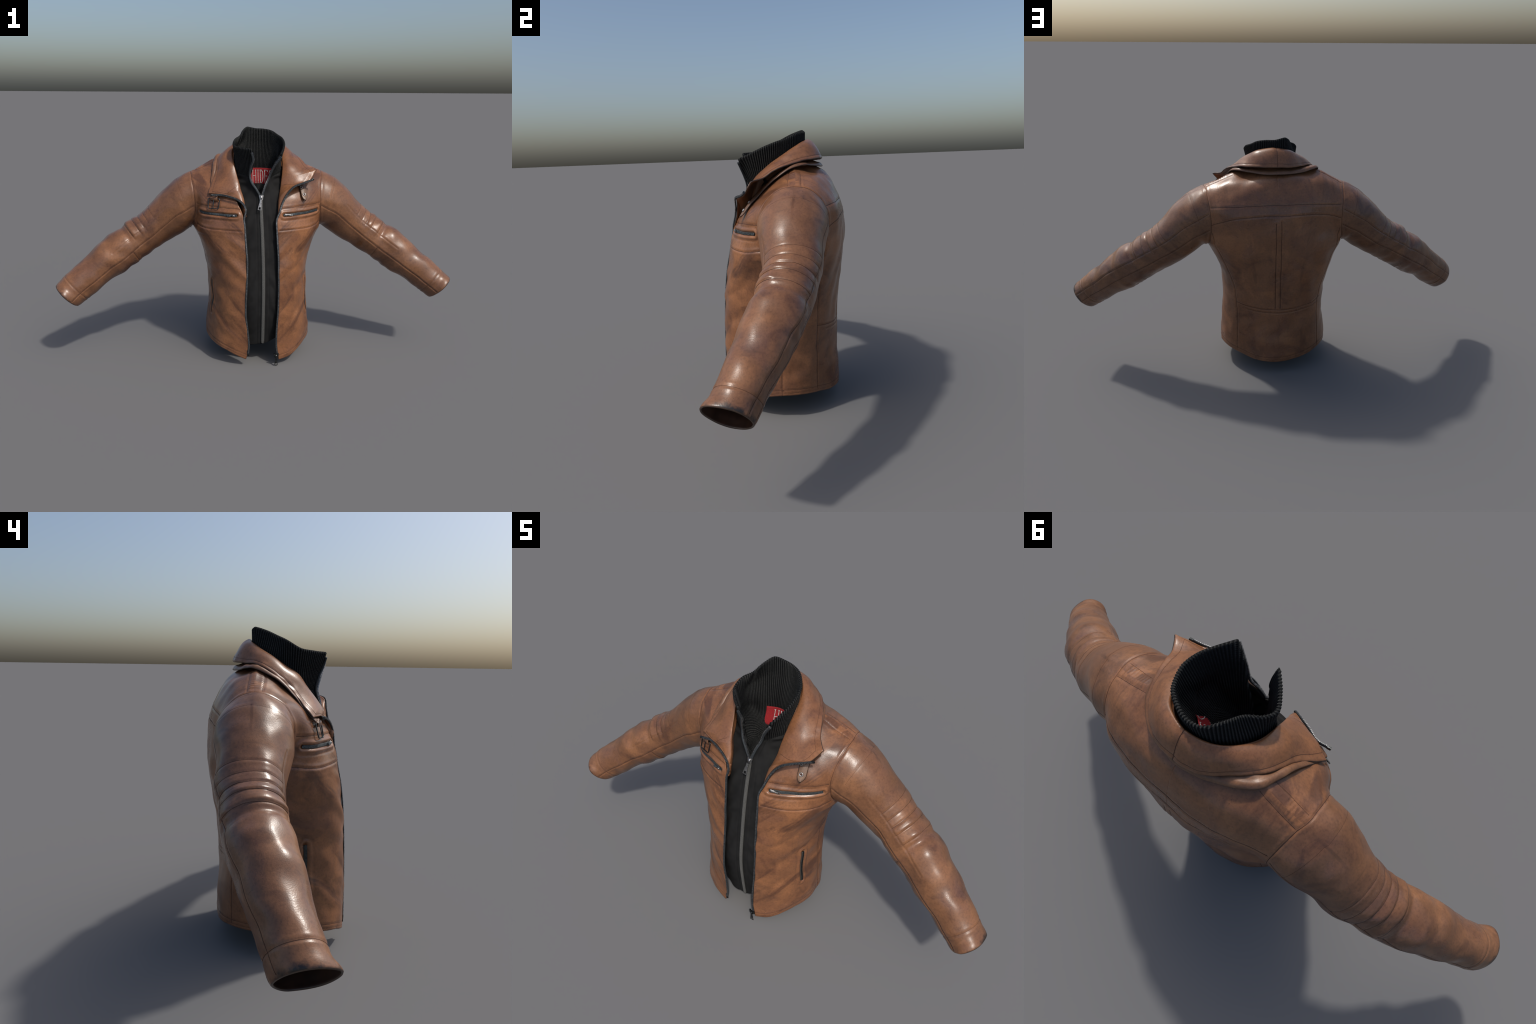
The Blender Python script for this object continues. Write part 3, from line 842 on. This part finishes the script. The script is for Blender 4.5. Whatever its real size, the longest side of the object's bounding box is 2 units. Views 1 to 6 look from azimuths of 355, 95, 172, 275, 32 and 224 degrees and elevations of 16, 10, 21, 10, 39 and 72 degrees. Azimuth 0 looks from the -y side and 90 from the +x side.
# pointed tongue at the right end, blunt loop at the left
endd = (k[-1] - q)
tp = np.clip(np.sqrt(np.clip(endd/.022, 0, 1)), .02, 1)
cenl = E + Wd*.5
G = cenl[:, None] + Wd[:, None]*((vs - .5)[None, :]*tp[:, None])[..., None]
nrm_ = unit(np.cross(np.gradient(E, axis=0), Wd)); 
if nrm_[130, 1] < 0: nrm_ = -nrm_
E = E + nrm_*(.004*sstep(.99, .96, E[:, 2]))[:, None]
cenl = E + Wd*.5
G = cenl[:, None] + Wd[:, None]*((vs - .5)[None, :]*tp[:, None])[..., None]
bodyw = sstep(.90, .94, E[:, 2])[:, None, None]
G = G + nrm_[:, None]*((.0035*np.sin(PI*np.clip(vs/.45, 0, 1)) - .008*sstep(.25, .9, vs))[None, :, None]*bodyw + .002*np.sin(PI*vs)[None, :, None]*(1 - bodyw))
f = grid_faces(*G.shape[:2]); gv = G.reshape(-1, 3); gn = vnormals(gv, f)
if (gn.reshape(G.shape)[130, 7] @ nrm_[130]) < 0: f = f[:, ::-1]
ff = f
gv = gv + vnormals(gv, f)*(.0010*Waves(.06, seed=12)(gv))[:, None]
tv, tf, tgs, _ = thicken(gv, f, .0045, 0.)
tf = orient(tv, tf)
fc = tv[tf].mean(1)
tongue = (fc[:, 0] > .15) & (fc[:, 2] < .90)
TN = vnormals(tv, tf)
v, f2, n = sub_mesh(tv, tf, TN, ~tongue); STRAP = add_obj('collar_strap', v, f2, M_STRAP, ROOT, n)
STRAP.data.materials.append(M_EDGE); STRAP.data.polygons.foreach_set('material_index', (tgs[~tongue] == 2).astype(np.int32))
v, f2, n = sub_mesh(tv, tf, TN, tongue); TONG = add_obj('strap_tongue', v, f2, M_TONGUE, STRAP, n)
TONG.data.materials.append(M_EDGE); TONG.data.polygons.foreach_set('material_index', (tgs[tongue] == 2).astype(np.int32))

def torus(c, n, R, r, mat, name, parent, k=28, kk=10, flat=1.):
    n = unit(A(n, float)); a = unit(np.cross(n, A([.3, .2, 1.]))); b = np.cross(n, a)
    t = np.linspace(0, 2*PI, k, endpoint=False); p = np.linspace(0, 2*PI, kk, endpoint=False)
    rad = (np.cos(t)[:, None]*a + np.sin(t)[:, None]*b)
    V_ = A(c) + rad[:, None]*(R + r*np.cos(p))[None, :, None] + n*(r*flat*np.sin(p))[None, :, None]
    V_ = V_.reshape(-1, 3)
    i, j = np.meshgrid(np.arange(k), np.arange(kk), indexing='ij')
    F_ = np.stack([i*kk + j, ((i+1) % k)*kk + j, ((i+1) % k)*kk + (j+1) % kk, i*kk + (j+1) % kk], -1).reshape(-1, 4)
    return add_obj(name, V_, orient(V_, F_), mat, parent)

def disc(c, n, R, mat, name, parent, k=20, h=.0012):
    n = unit(A(n, float)); P = np.stack([A(c) - n*h/2, A(c) + n*h/2])
    a = unit(np.cross(n, A([.3, .2, 1.])))
    V_, F_ = sweep(P, np.stack([a, a]), 2*R, 2*R, k, 2.)
    return add_obj(name, V_, F_, mat, parent, angle=.6)

sb = BVHTree.FromPolygons([tuple(p) for p in gv.tolist()], ff.tolist())
for p in ((.216, -.123, .835), (.2045, -.103, .867)):
    l, n, _, _ = sb.find_nearest(Vector(p)); l = A(l); n = A(n)
    if n[1] > 0: n = -n
    torus(l + n*.0012, n, .0060, .0022, M_SILVER, 'eyelet', STRAP)
    disc(l + n*.0008, n, .0048, M_SEAM, 'eyelet_hole', STRAP)

# buckle: rectangular wire frame with a prong, hanging from the strap's left end
bTL, bTR, bBR, bBL = A([-.243, -.121, .824]), A([-.189, -.141, .824]), A([-.197, -.150, .777]), A([-.245, -.134, .778])
bn = unit(np.cross(bTR - bTL, bBL - bTL)); bn = bn if bn[1] < 0 else -bn
loop = []
for a, b in ((bTL, bTR), (bTR, bBR), (bBR, bBL), (bBL, bTL)):
    for t in np.linspace(.08, .92, 14): loop.append(a + (b - a)*t)
loop = A(loop + loop[:1])
V1 = sweep(loop, np.tile(bn, (len(loop), 1)), .0046, .0042, 10, 3.)
pm = path([(bTL + bTR)/2 + bn*.003, (bTL + bTR + bBR + bBL)/4 + bn*.004, (bBL + bBR)/2 + bn*.004], n=20)
V2 = sweep(pm, np.tile(bn, (20, 1)), .0045, .0035, 10, 2.5)
add_obj('buckle_frame', *V1, M_GUN, STRAP, angle=.8)
add_obj('buckle_prong', *V2, M_GUN, STRAP, angle=.8)
# leather loop that holds the buckle
lc = (bTL + bTR)/2
lp2 = path([lc + A([0, .024, .020]), lc + A([0, .010, .012]), lc + bn*.005 + A([0, 0, .001]), lc + bn*.002 + A([0, 0, -.009]), lc - bn*.006 + A([0, 0, -.002])], n=26)
add_obj('buckle_loop', *sweep(lp2, np.tile(bn, (26, 1)), .036, .005, 16, 4.), M_STRAP, STRAP, angle=1.2)

# ------------------------------------------------------------------ knit collar
KA = A([(-.045, -.157, 1.053), (-.090, -.112, 1.057), (-.122, -.062, 1.066), (-.113, -.020, 1.090), (-.085, .010, 1.107), (-.069, .055, 1.127),
        (-.046, .100, 1.139), (0, .111, 1.131), (.045, .098, 1.129), (.080, .078, 1.122), (.108, .045, 1.105), (.127, 0, 1.091),
        (.130, -.045, 1.075), (.120, -.100, 1.052), (.103, -.153, 1.030)])
KB = A([(-.034, -.141, .998), (-.075, -.108, .998), (-.108, -.06, 1.0), (-.112, -.015, 1.03), (-.104, .025, 1.045), (-.085, .065, 1.055),
        (-.05, .099, 1.07), (0, .109, 1.065), (.045, .098, 1.062), (.080, .076, 1.050), (.104, .04, 1.04), (.112, 0, 1.02),
        (.112, -.045, 1.0), (.100, -.095, .985), (.074, -.142, .985)])
KC = A([(-.045, -.117, .918), (-.085, -.084, .930), (-.110, -.06, .945), (-.108, -.015, .945), (-.094, .022, .93), (-.070, .042, .905),
        (-.040, .062, .89), (0, .074, .88), (.045, .066, .885), (.072, .046, .90), (.098, .015, .925), (.113, -.005, .945),
        (.112, -.05, .938), (.086, -.082, .920), (.046, -.120, .910)])
KD = KC*A([.62, .60, 0]) + A([0, -.040, 0]); KD[:, 2] = .800 + .04*np.abs(KC[:, 0])/.11
KE = np.tile(A([.006, -.075, .745]), (15, 1)) + (KC - KC.mean(0))*.10
KU = 760
kp = chord(KA); q = np.linspace(0, kp[-1], KU)
rows = A([hermite(kp, X, q) for X in (KE, .35*KE + .65*KD, KD, KC, .5*KB + .5*KC, KB, .5*KA + .5*KB, KA)])
kvn = 70
G = hermite([-.8, -.52, -.3, 0, .3, .6, .82, 1], rows, np.linspace(-.8, 1, kvn)).transpose(1, 0, 2)
f = grid_faces(KU, kvn); gv = G.reshape(-1, 3); gn = vnormals(gv, f)
if (gn[:, :2]*(gv[:, :2] - A([0, -.02]))).sum() < 0: f = f[:, ::-1]; gn = -gn
tv, tf, tg, _ = thicken(gv, f, .0095, .0)
nk = len(gv)
RIBS = 92
ribs = .0014*np.sin(RIBS*np.arctan2(gv[:, 0], gv[:, 1] + .02))
tv[:nk] += gn*ribs[:, None]; tv[nk:2*nk] -= gn*ribs[:, None]
tf = orient(tv, tf)
KNIT = add_obj('knit_collar', tv, tf, M_KNIT, ROOT)
inner = (gv - gn*.0095).reshape(KU, kvn, 3); inn = -gn.reshape(KU, kvn, 3)
kb = BVHTree.FromPolygons([tuple(p) for p in inner.reshape(-1, 3).tolist()], f.tolist())

# red woven label inside the neck, following the knit's inner face
TX = np.linspace(-.050, .074, 40); TZ = np.linspace(.861, .941, 14)
def wall(x, z):
    h = kb.ray_cast(Vector((x, -.04, z)), Vector((0, 1, 0)))
    return A(h[0]) if h[0] is not None else A([x, .06, z])
G = A([[wall(x, z) for z in TZ] for x in TX])
yy = G[..., 1]
for _ in range(30):
    p = np.pad(yy, 1, mode='edge'); yy = (p[:-2, 1:-1] + p[2:, 1:-1] + p[1:-1, :-2] + p[1:-1, 2:])/4
G[..., 1] = yy - .0045 + .0008*np.sin(G[..., 2]*90 + G[..., 0]*60)
f = grid_faces(40, 14); gv2 = G.reshape(-1, 3)
tgn = vnormals(gv2, f)
if tgn[:, 1].mean() > 0: f = f[:, ::-1]; tgn = -tgn
tv, tf, _, _ = thicken(gv2, f, .0012, .0008)
TAGO = add_obj('neck_label', tv, orient(tv, tf), M_TAG, ROOT)
tb = BVHTree.FromPolygons([tuple(p) for p in gv2.tolist()], f.tolist())
def stroke_text(word, x0, x1, z0, z1):
    """tall serif letters as bent bars on the label"""
    G_ = {'H': [[(0, 0), (0, 1)], [(1, 0), (1, 1)], [(0, .55), (1, .55)], [(-.2, 0), (.2, 0)], [(-.2, 1), (.2, 1)], [(.8, 0), (1.2, 0)], [(.8, 1), (1.2, 1)]],
          'I': [[(.5, 0), (.5, 1)], [(.2, 0), (.8, 0)], [(.2, 1), (.8, 1)]],
          'D': [[(.1, 0), (.1, 1)], [(-.1, 1), (.5, 1), (.85, .85), (1, .5), (.85, .15), (.5, 0), (-.1, 0)]],
          'E': [[(.1, 0), (.1, 1)], [(-.1, 1), (1, 1), (1, .88)], [(.1, .55), (.8, .55)], [(.8, .48), (.8, .62)], [(-.1, 0), (1, 0), (1, .14)]],
          'S': [[(.95, .82), (.7, 1), (.3, 1), (.05, .8), (.2, .58), (.8, .42), (.95, .2), (.7, 0), (.3, 0), (.05, .18)]]}
    adv = {'H': 1.25, 'I': .75, 'D': 1.2, 'E': 1.2, 'S': 1.1}
    tot = sum(adv[c] for c in word); x = x0; out = []
    for c in word:
        wd = (x1 - x0)*adv[c]/tot
        ps = []
        for st in G_[c]:
            Q = []
            for (a0, b0), (a1, b1) in zip(st[:-1], st[1:]):
                for t in np.linspace(0, 1, 8)[:-1 if (a1, b1) != st[-1] else None]:
                    a = a0 + (a1-a0)*t; b = b0 + (b1-b0)*t
                    h = tb.ray_cast(Vector((x + wd*(.08 + .66*a), -.05, z0 + (z1-z0)*b)), Vector((0, 1, 0)))
                    if h[0] is not None: Q.append(A(h[0]))
            if len(Q) > 2:
                Q = A(Q); nn = np.tile(A([0, -1., 0]), (len(Q), 1))
                ps.append(sweep(Q + A([0, -.0015, 0]), nn, .0030, .0014, 8, 3.))
        out.append(join(ps)); x += wd
    return out
for vtx, fc_ in stroke_text('HIDES', -.018, .082, .869, .931):
    add_obj('letter', vtx, fc_, M_LETTER, TAGO)

# ------------------------------------------------------------------ vest fronts
VZ = [.100, .20, .345, .50, .60, .70, .78, .832]
VY = [-.211, -.225, -.236, -.221, -.204, -.181, -.158, -.146]
def vest_rows(sd):
    R = []
    for z, y in zip(VZ, VY):
        zb = .10 if sd < 0 else .13
        z1 = z if z > .11 else zb; z2 = z if z > .11 else zb + .02
        R.append([(.013 + sd*.004, y, z), (.012 + sd*.085, y + (.011 if sd < 0 else .014), z1), (.012 + sd*.200, -.125 if z < .7 else -.095, z2)])
    return R
VL = vest_rows(-1) + [[(-.018, -.137, .872), (-.084, -.092, .892), (-.145, -.050, .912)], [(-.045, -.122, .916), (-.090, -.082, .938), (-.132, -.050, .958)]]
VR = vest_rows(1) + [[(.030, -.137, .878), (.088, -.090, .892), (.147, -.050, .912)], [(.046, -.124, .914), (.090, -.080, .935), (.133, -.050, .955)]]
for net, sd in ((VL, -1), (VR, 1)):
    for k_, xx in ((5, .011), (6, .008), (7, .007)): net[k_][0] = (xx + sd*.004, *net[k_][0][1:])
    net[7][1] = (net[7][1][0], -.122, net[7][1][2])
KZ = VZ + [.885, .945]
VEDGE = {}
for net, sd in ((VL, -1), (VR, 1)):
    ctrl = A(net)
    R = A([hermite([0, .5, 1.], r, np.linspace(0, 1, 50)) for r in ctrl])
    zz = np.linspace(KZ[0], KZ[-1], 220)
    G = hermite(KZ, R, zz)
    f = grid_faces(220, 50); gv = G.reshape(-1, 3); gn = vnormals(gv, f)
    if gn[:, 1].mean() > 0: f = f[:, ::-1]; gn = -gn
    c = np.tile(np.linspace(0, 1, 50), 220); zz2 = np.repeat(zz, 50)
    # soft drape and a stitched placket line beside the zip
    wv = .0022*np.sin(2*PI*(zz2*1.3 + sd*gv[:, 0]*2.4)/.17 + 1.2*big(gv))*sstep(.03, .3, c)
    wv += -.0016*np.exp(-((c - .15)/.016)**2) + .001*np.exp(-((c - .11)/.03)**2)
    # creases that fan from the neck
    wv += .0028*np.sin(2*PI*(zz2 + .55*np.abs(gv[:, 0]))/.042)*sstep(.83, .88, zz2)*sstep(.25, .5, c)
    gv = gv + gn*wv[:, None]
    VEDGE[sd] = gv.reshape(220, 50, 3)[:, 0]
    tv, tf, _, _ = thicken(gv, f, .005, 0.)
    add_obj('vest_panel', tv, orient(tv, tf), M_VEST, ROOT)

# ------------------------------------------------------------------ zippers
def zip_teeth(P, N_, pitch, sx, sy, sz, shift, k0=0.):
    Q = path(P, pitch); T = unit(np.gradient(Q, axis=0))
    kk = chord(P); kq = np.linspace(0, kk[-1], len(Q))
    NN = np.stack([np.interp(kq, kk, N_[:, c]) for c in range(3)], 1)
    T, NN, B = frames(Q, NN)
    return boxes(Q + B*shift + NN*k0, B, T, NN, sx, sy, sz)

# inner vest zip: closed run, then two open runs along the knit edges
zc = np.linspace(.106, .828, 60)
xc = hermite([.10, .3, .5, .68, .78, .832], [.013, .013, .013, .009, .006, .007], zc)
yc = hermite(VZ, VY, zc) - .0025
P = np.stack([xc, yc, zc], 1); Nn = np.tile(A([0, -1., 0]), (60, 1))
ZIN = add_obj('vest_zipper_tape', *sweep(P, Nn, .0165, .003, 10, 4.), M_ZIPBAND, ROOT)
t1 = zip_teeth(P, Nn, .0034, .0058, .0019, .0022, .0022, .0013)
t2 = zip_teeth(P + A([0, 0, .0017]), Nn, .0034, .0058, .0019, .0022, -.0022, .0013)
o = add_obj('vest_zipper_teeth', *join([t1, t2]), M_TEETH2, ZIN, sharp=True); o['kind'] = 'stuff'
KL = [(.003, -.149, .834), (-.016, -.142, .866), (-.040, -.128, .902), (-.046, -.122, .93), (-.043, -.131, .968), (-.033, -.147, 1.008), (-.040, -.156, 1.040)]
KR = [(.011, -.149, .834), (.027, -.142, .880), (.046, -.131, .922), (.062, -.139, .962), (.080, -.148, .992), (.100, -.157, 1.020)]
for pts_, sd in ((KL, -1), (KR, 1)):
    P = path(A(pts_), .004); Nn = np.tile(unit(A([-sd*.35, -1., .0])), (len(P), 1))
    add_obj('collar_piping', *sweep(P, Nn, .0092, .0075, 12, 2.4), M_PIPE, KNIT)
    tt = zip_teeth(P, np.tile(A([-sd*1., -.25, 0.]), (len(P), 1)), .0036, .0055, .0021, .0034, 0., .0048)
    o = add_obj('collar_zipper_teeth', *tt, M_TEETH, KNIT, sharp=True); o['kind'] = 'stuff'

def pull_plate(c, down, nrm, ln, w, mat, name, parent, hole=.3):
    """tapered pull tab with a window near its free end"""
    down = unit(A(down, float)); nrm = unit(A(nrm, float) - down*(A(nrm, float) @ down)); sx = np.cross(down, nrm)
    parts = []
    c = A(c, float)
    def bar(a, b, wd, th=.0026):
        P = np.linspace(a, b, 6); return sweep(P, np.tile(nrm, (6, 1)), wd, th, 10, 4.)
    y1, y2 = ln*(1 - hole), ln
    parts.append(bar(c, c + down*y1*1.02, w*.62))
    for s in (-1, 1): parts.append(bar(c + down*y1*.55 + sx*s*w*.28, c + down*y2 + sx*s*w*.42, w*.22))
    parts.append(bar(c + down*(y2 - .001) - sx*w*.5, c + down*(y2 - .001) + sx*w*.5, .0028))
    parts.append(bar(c + down*y1 - sx*w*.40, c + down*y1 + sx*w*.40, .003))
    return add_obj(name, *join(parts), mat, parent, angle=.7)

def slider(c, up, nrm, w, ln, mat, name, parent):
    up = unit(A(up, float)); nrm = unit(A(nrm, float) - up*(A(nrm, float) @ up)); sx = np.cross(up, nrm); c = A(c, float)
    P = np.linspace(c - up*ln/2, c + up*ln/2, 9)
    tw = np.linspace(.72, 1.15, 9)
    a = sweep(P, np.tile(nrm, (9, 1)), w*tw, .0062, 12, 3.5)
    b = sweep(path([c - up*ln*.35 + nrm*.003, c + nrm*.0065, c + up*ln*.35 + nrm*.003], n=12), np.tile(nrm, (12, 1)), w*.34, .0025, 10, 3.)
    return add_obj(name, *join([a, b]), mat, parent, angle=.8)

slider((.007, -.152, .829), (0, .27, 1), (0, -1, .2), .021, .023, M_SILVER, 'zipper_slider', ZIN)
pull_plate((.005, -.163, .822), (-.17, -.26, -1), (0, -1, .2), .050, .017, M_SILVER, 'zipper_pull', ZIN)

# main zip: tape and teeth along both front edges and on over the lapel ends
MAIN = {}
for side, R, tip in ((1, RR, 8), (-1, LL, 9)):
    gf = grids[side][0]
    col = gf[6:NL+NU, 0*0+NF]
    col = col[col[:, 2] < .735]
    col = col[::10]
    offx = -side*.0045
    lap = A([r[1] for r in R])[tip+1:-1][::-1]
    if side < 0: lap = np.concatenate([lap, [[-.222, -.142, .846]]])
    else: lap = np.concatenate([lap, [[.254, -.116, .911]]])
    b_ = col + A([offx, .001, 0])
    l_ = lap + A([0, -.004, -.004])
    P = path(np.concatenate([b_, l_]), .005)
    Nn = np.tile(A([0, -1., 0]), (len(P), 1)); upm = sstep(.74, .84, P[:, 2])[:, None]
    Nn = unit(Nn*(1 - .5*upm) + upm*A([side*.1, -.55, -.15]))
    zt = add_obj('zipper_tape', *sweep(P, Nn, .0100, .0052, 12, 3.), M_TAPE, ROOT)
    tt = zip_teeth(P[2:], Nn[2:], .0056, .0056, .0028, .0054, 0., .0014)
    o = add_obj('zipper_teeth', *tt, M_TEETH, zt, sharp=True); o['kind'] = 'stuff'
    e = P[-1]; T = unit(P[-1] - P[-3])
    add_obj('zipper_stop', *sweep(np.linspace(e - T*.002, e + T*.010, 5), np.tile(Nn[-1], (5, 1)), .010, .0075, 12, 4.), M_GUN, zt, angle=.8)
    MAIN[side] = (zt, P)
    if side > 0:
        b0 = P[0]
        add_obj('zipper_stop', *sweep(np.linspace(b0 + A([0, 0, .004]), b0 + A([0, 0, -.010]), 5), np.tile(A([0, -1., 0]), (5, 1)), .011, .008, 12, 4.), M_GUN, zt, angle=.8)
        slider((.0775, -.2545, .052), (.0, 0, 1), (0, -1, 0), .021, .018, M_GUN, 'zipper_slider', zt)
        for dx in (-.008, .008):
            add_obj('slider_shoulder', *sweep(A([(.0775+dx, -.255, .050), (.0775+dx*1.1, -.255, .058), (.0775+dx*1.15, -.255, .066)]), np.tile(A([0, -1., 0]), (3, 1)), .008, .008, 12, 2.4), M_GUN, zt, angle=.8)
        pull_plate((.0775, -.259, .048), (0, .06, -1), (0, -1, 0), .0468, .015, M_GUN, 'zipper_pull', zt, hole=.28)
    else:
        b0 = P[0]
        add_obj('zipper_pin', *sweep(A([b0 + A([0, 0, .022]), b0 + A([0, 0, .008]), b0 + A([.002, 0, -.006])]), np.tile(A([0, -1., 0]), (3, 1)), .009, .007, 12, 3.), M_GUN, zt, angle=.8)

# pocket zips set into the welts
for kind, side, P in POCKETS:
    Q, nn = snap(P); Q = smooth_line(Q, 6)
    nn = unit(smooth_line(nn.copy(), 8))
    if kind == 'chest':
        tp = add_obj('pocket_zipper_tape', *sweep(Q + nn*.0022, nn, .0125, .004, 12, 4.), M_POCKTAPE, OBJ[0 if side > 0 else 1])
        tt = zip_teeth(Q, nn, .0038, .0075, .0024, .0035, 0., .0040)
        o = add_obj('pocket_zipper_teeth', *tt, M_POCK, tp, sharp=True); o['kind'] = 'stuff'
        a = Q[3]; d = unit(Q[6] - Q[1])
        slider(a + nn[3]*.0055, -d, nn[3], .0125, .014, M_SILVER, 'zipper_slider', tp)
        pull_plate(a + nn[3]*.010 + d*.004, d + A([0, 0, -.10]), nn[3], .026, .009, M_SILVER if side > 0 else M_POCK, 'zipper_pull', tp)
    else:
        tp = add_obj('pocket_zipper_tape', *sweep(Q + nn*.0034, nn, .0120, .005, 12, 4.), M_POCKTAPE, OBJ[0 if side > 0 else 1])
        tt = zip_teeth(Q, nn, .0042, .0070, .0025, .0030, 0., .0056)
        o = add_obj('pocket_zipper_teeth', *tt, M_GUN, tp, sharp=True); o['kind'] = 'stuff'
        T_, N_, B_ = frames(Q, nn)
        for sg, wd in ((1, .0075), (-1, .0075)):
            add_obj('pocket_welt', *sweep(Q + B_*sg*.0098 + nn*.0012, nn, wd, .006, 12, 2.6), M_STRAP, OBJ[0 if side > 0 else 1])
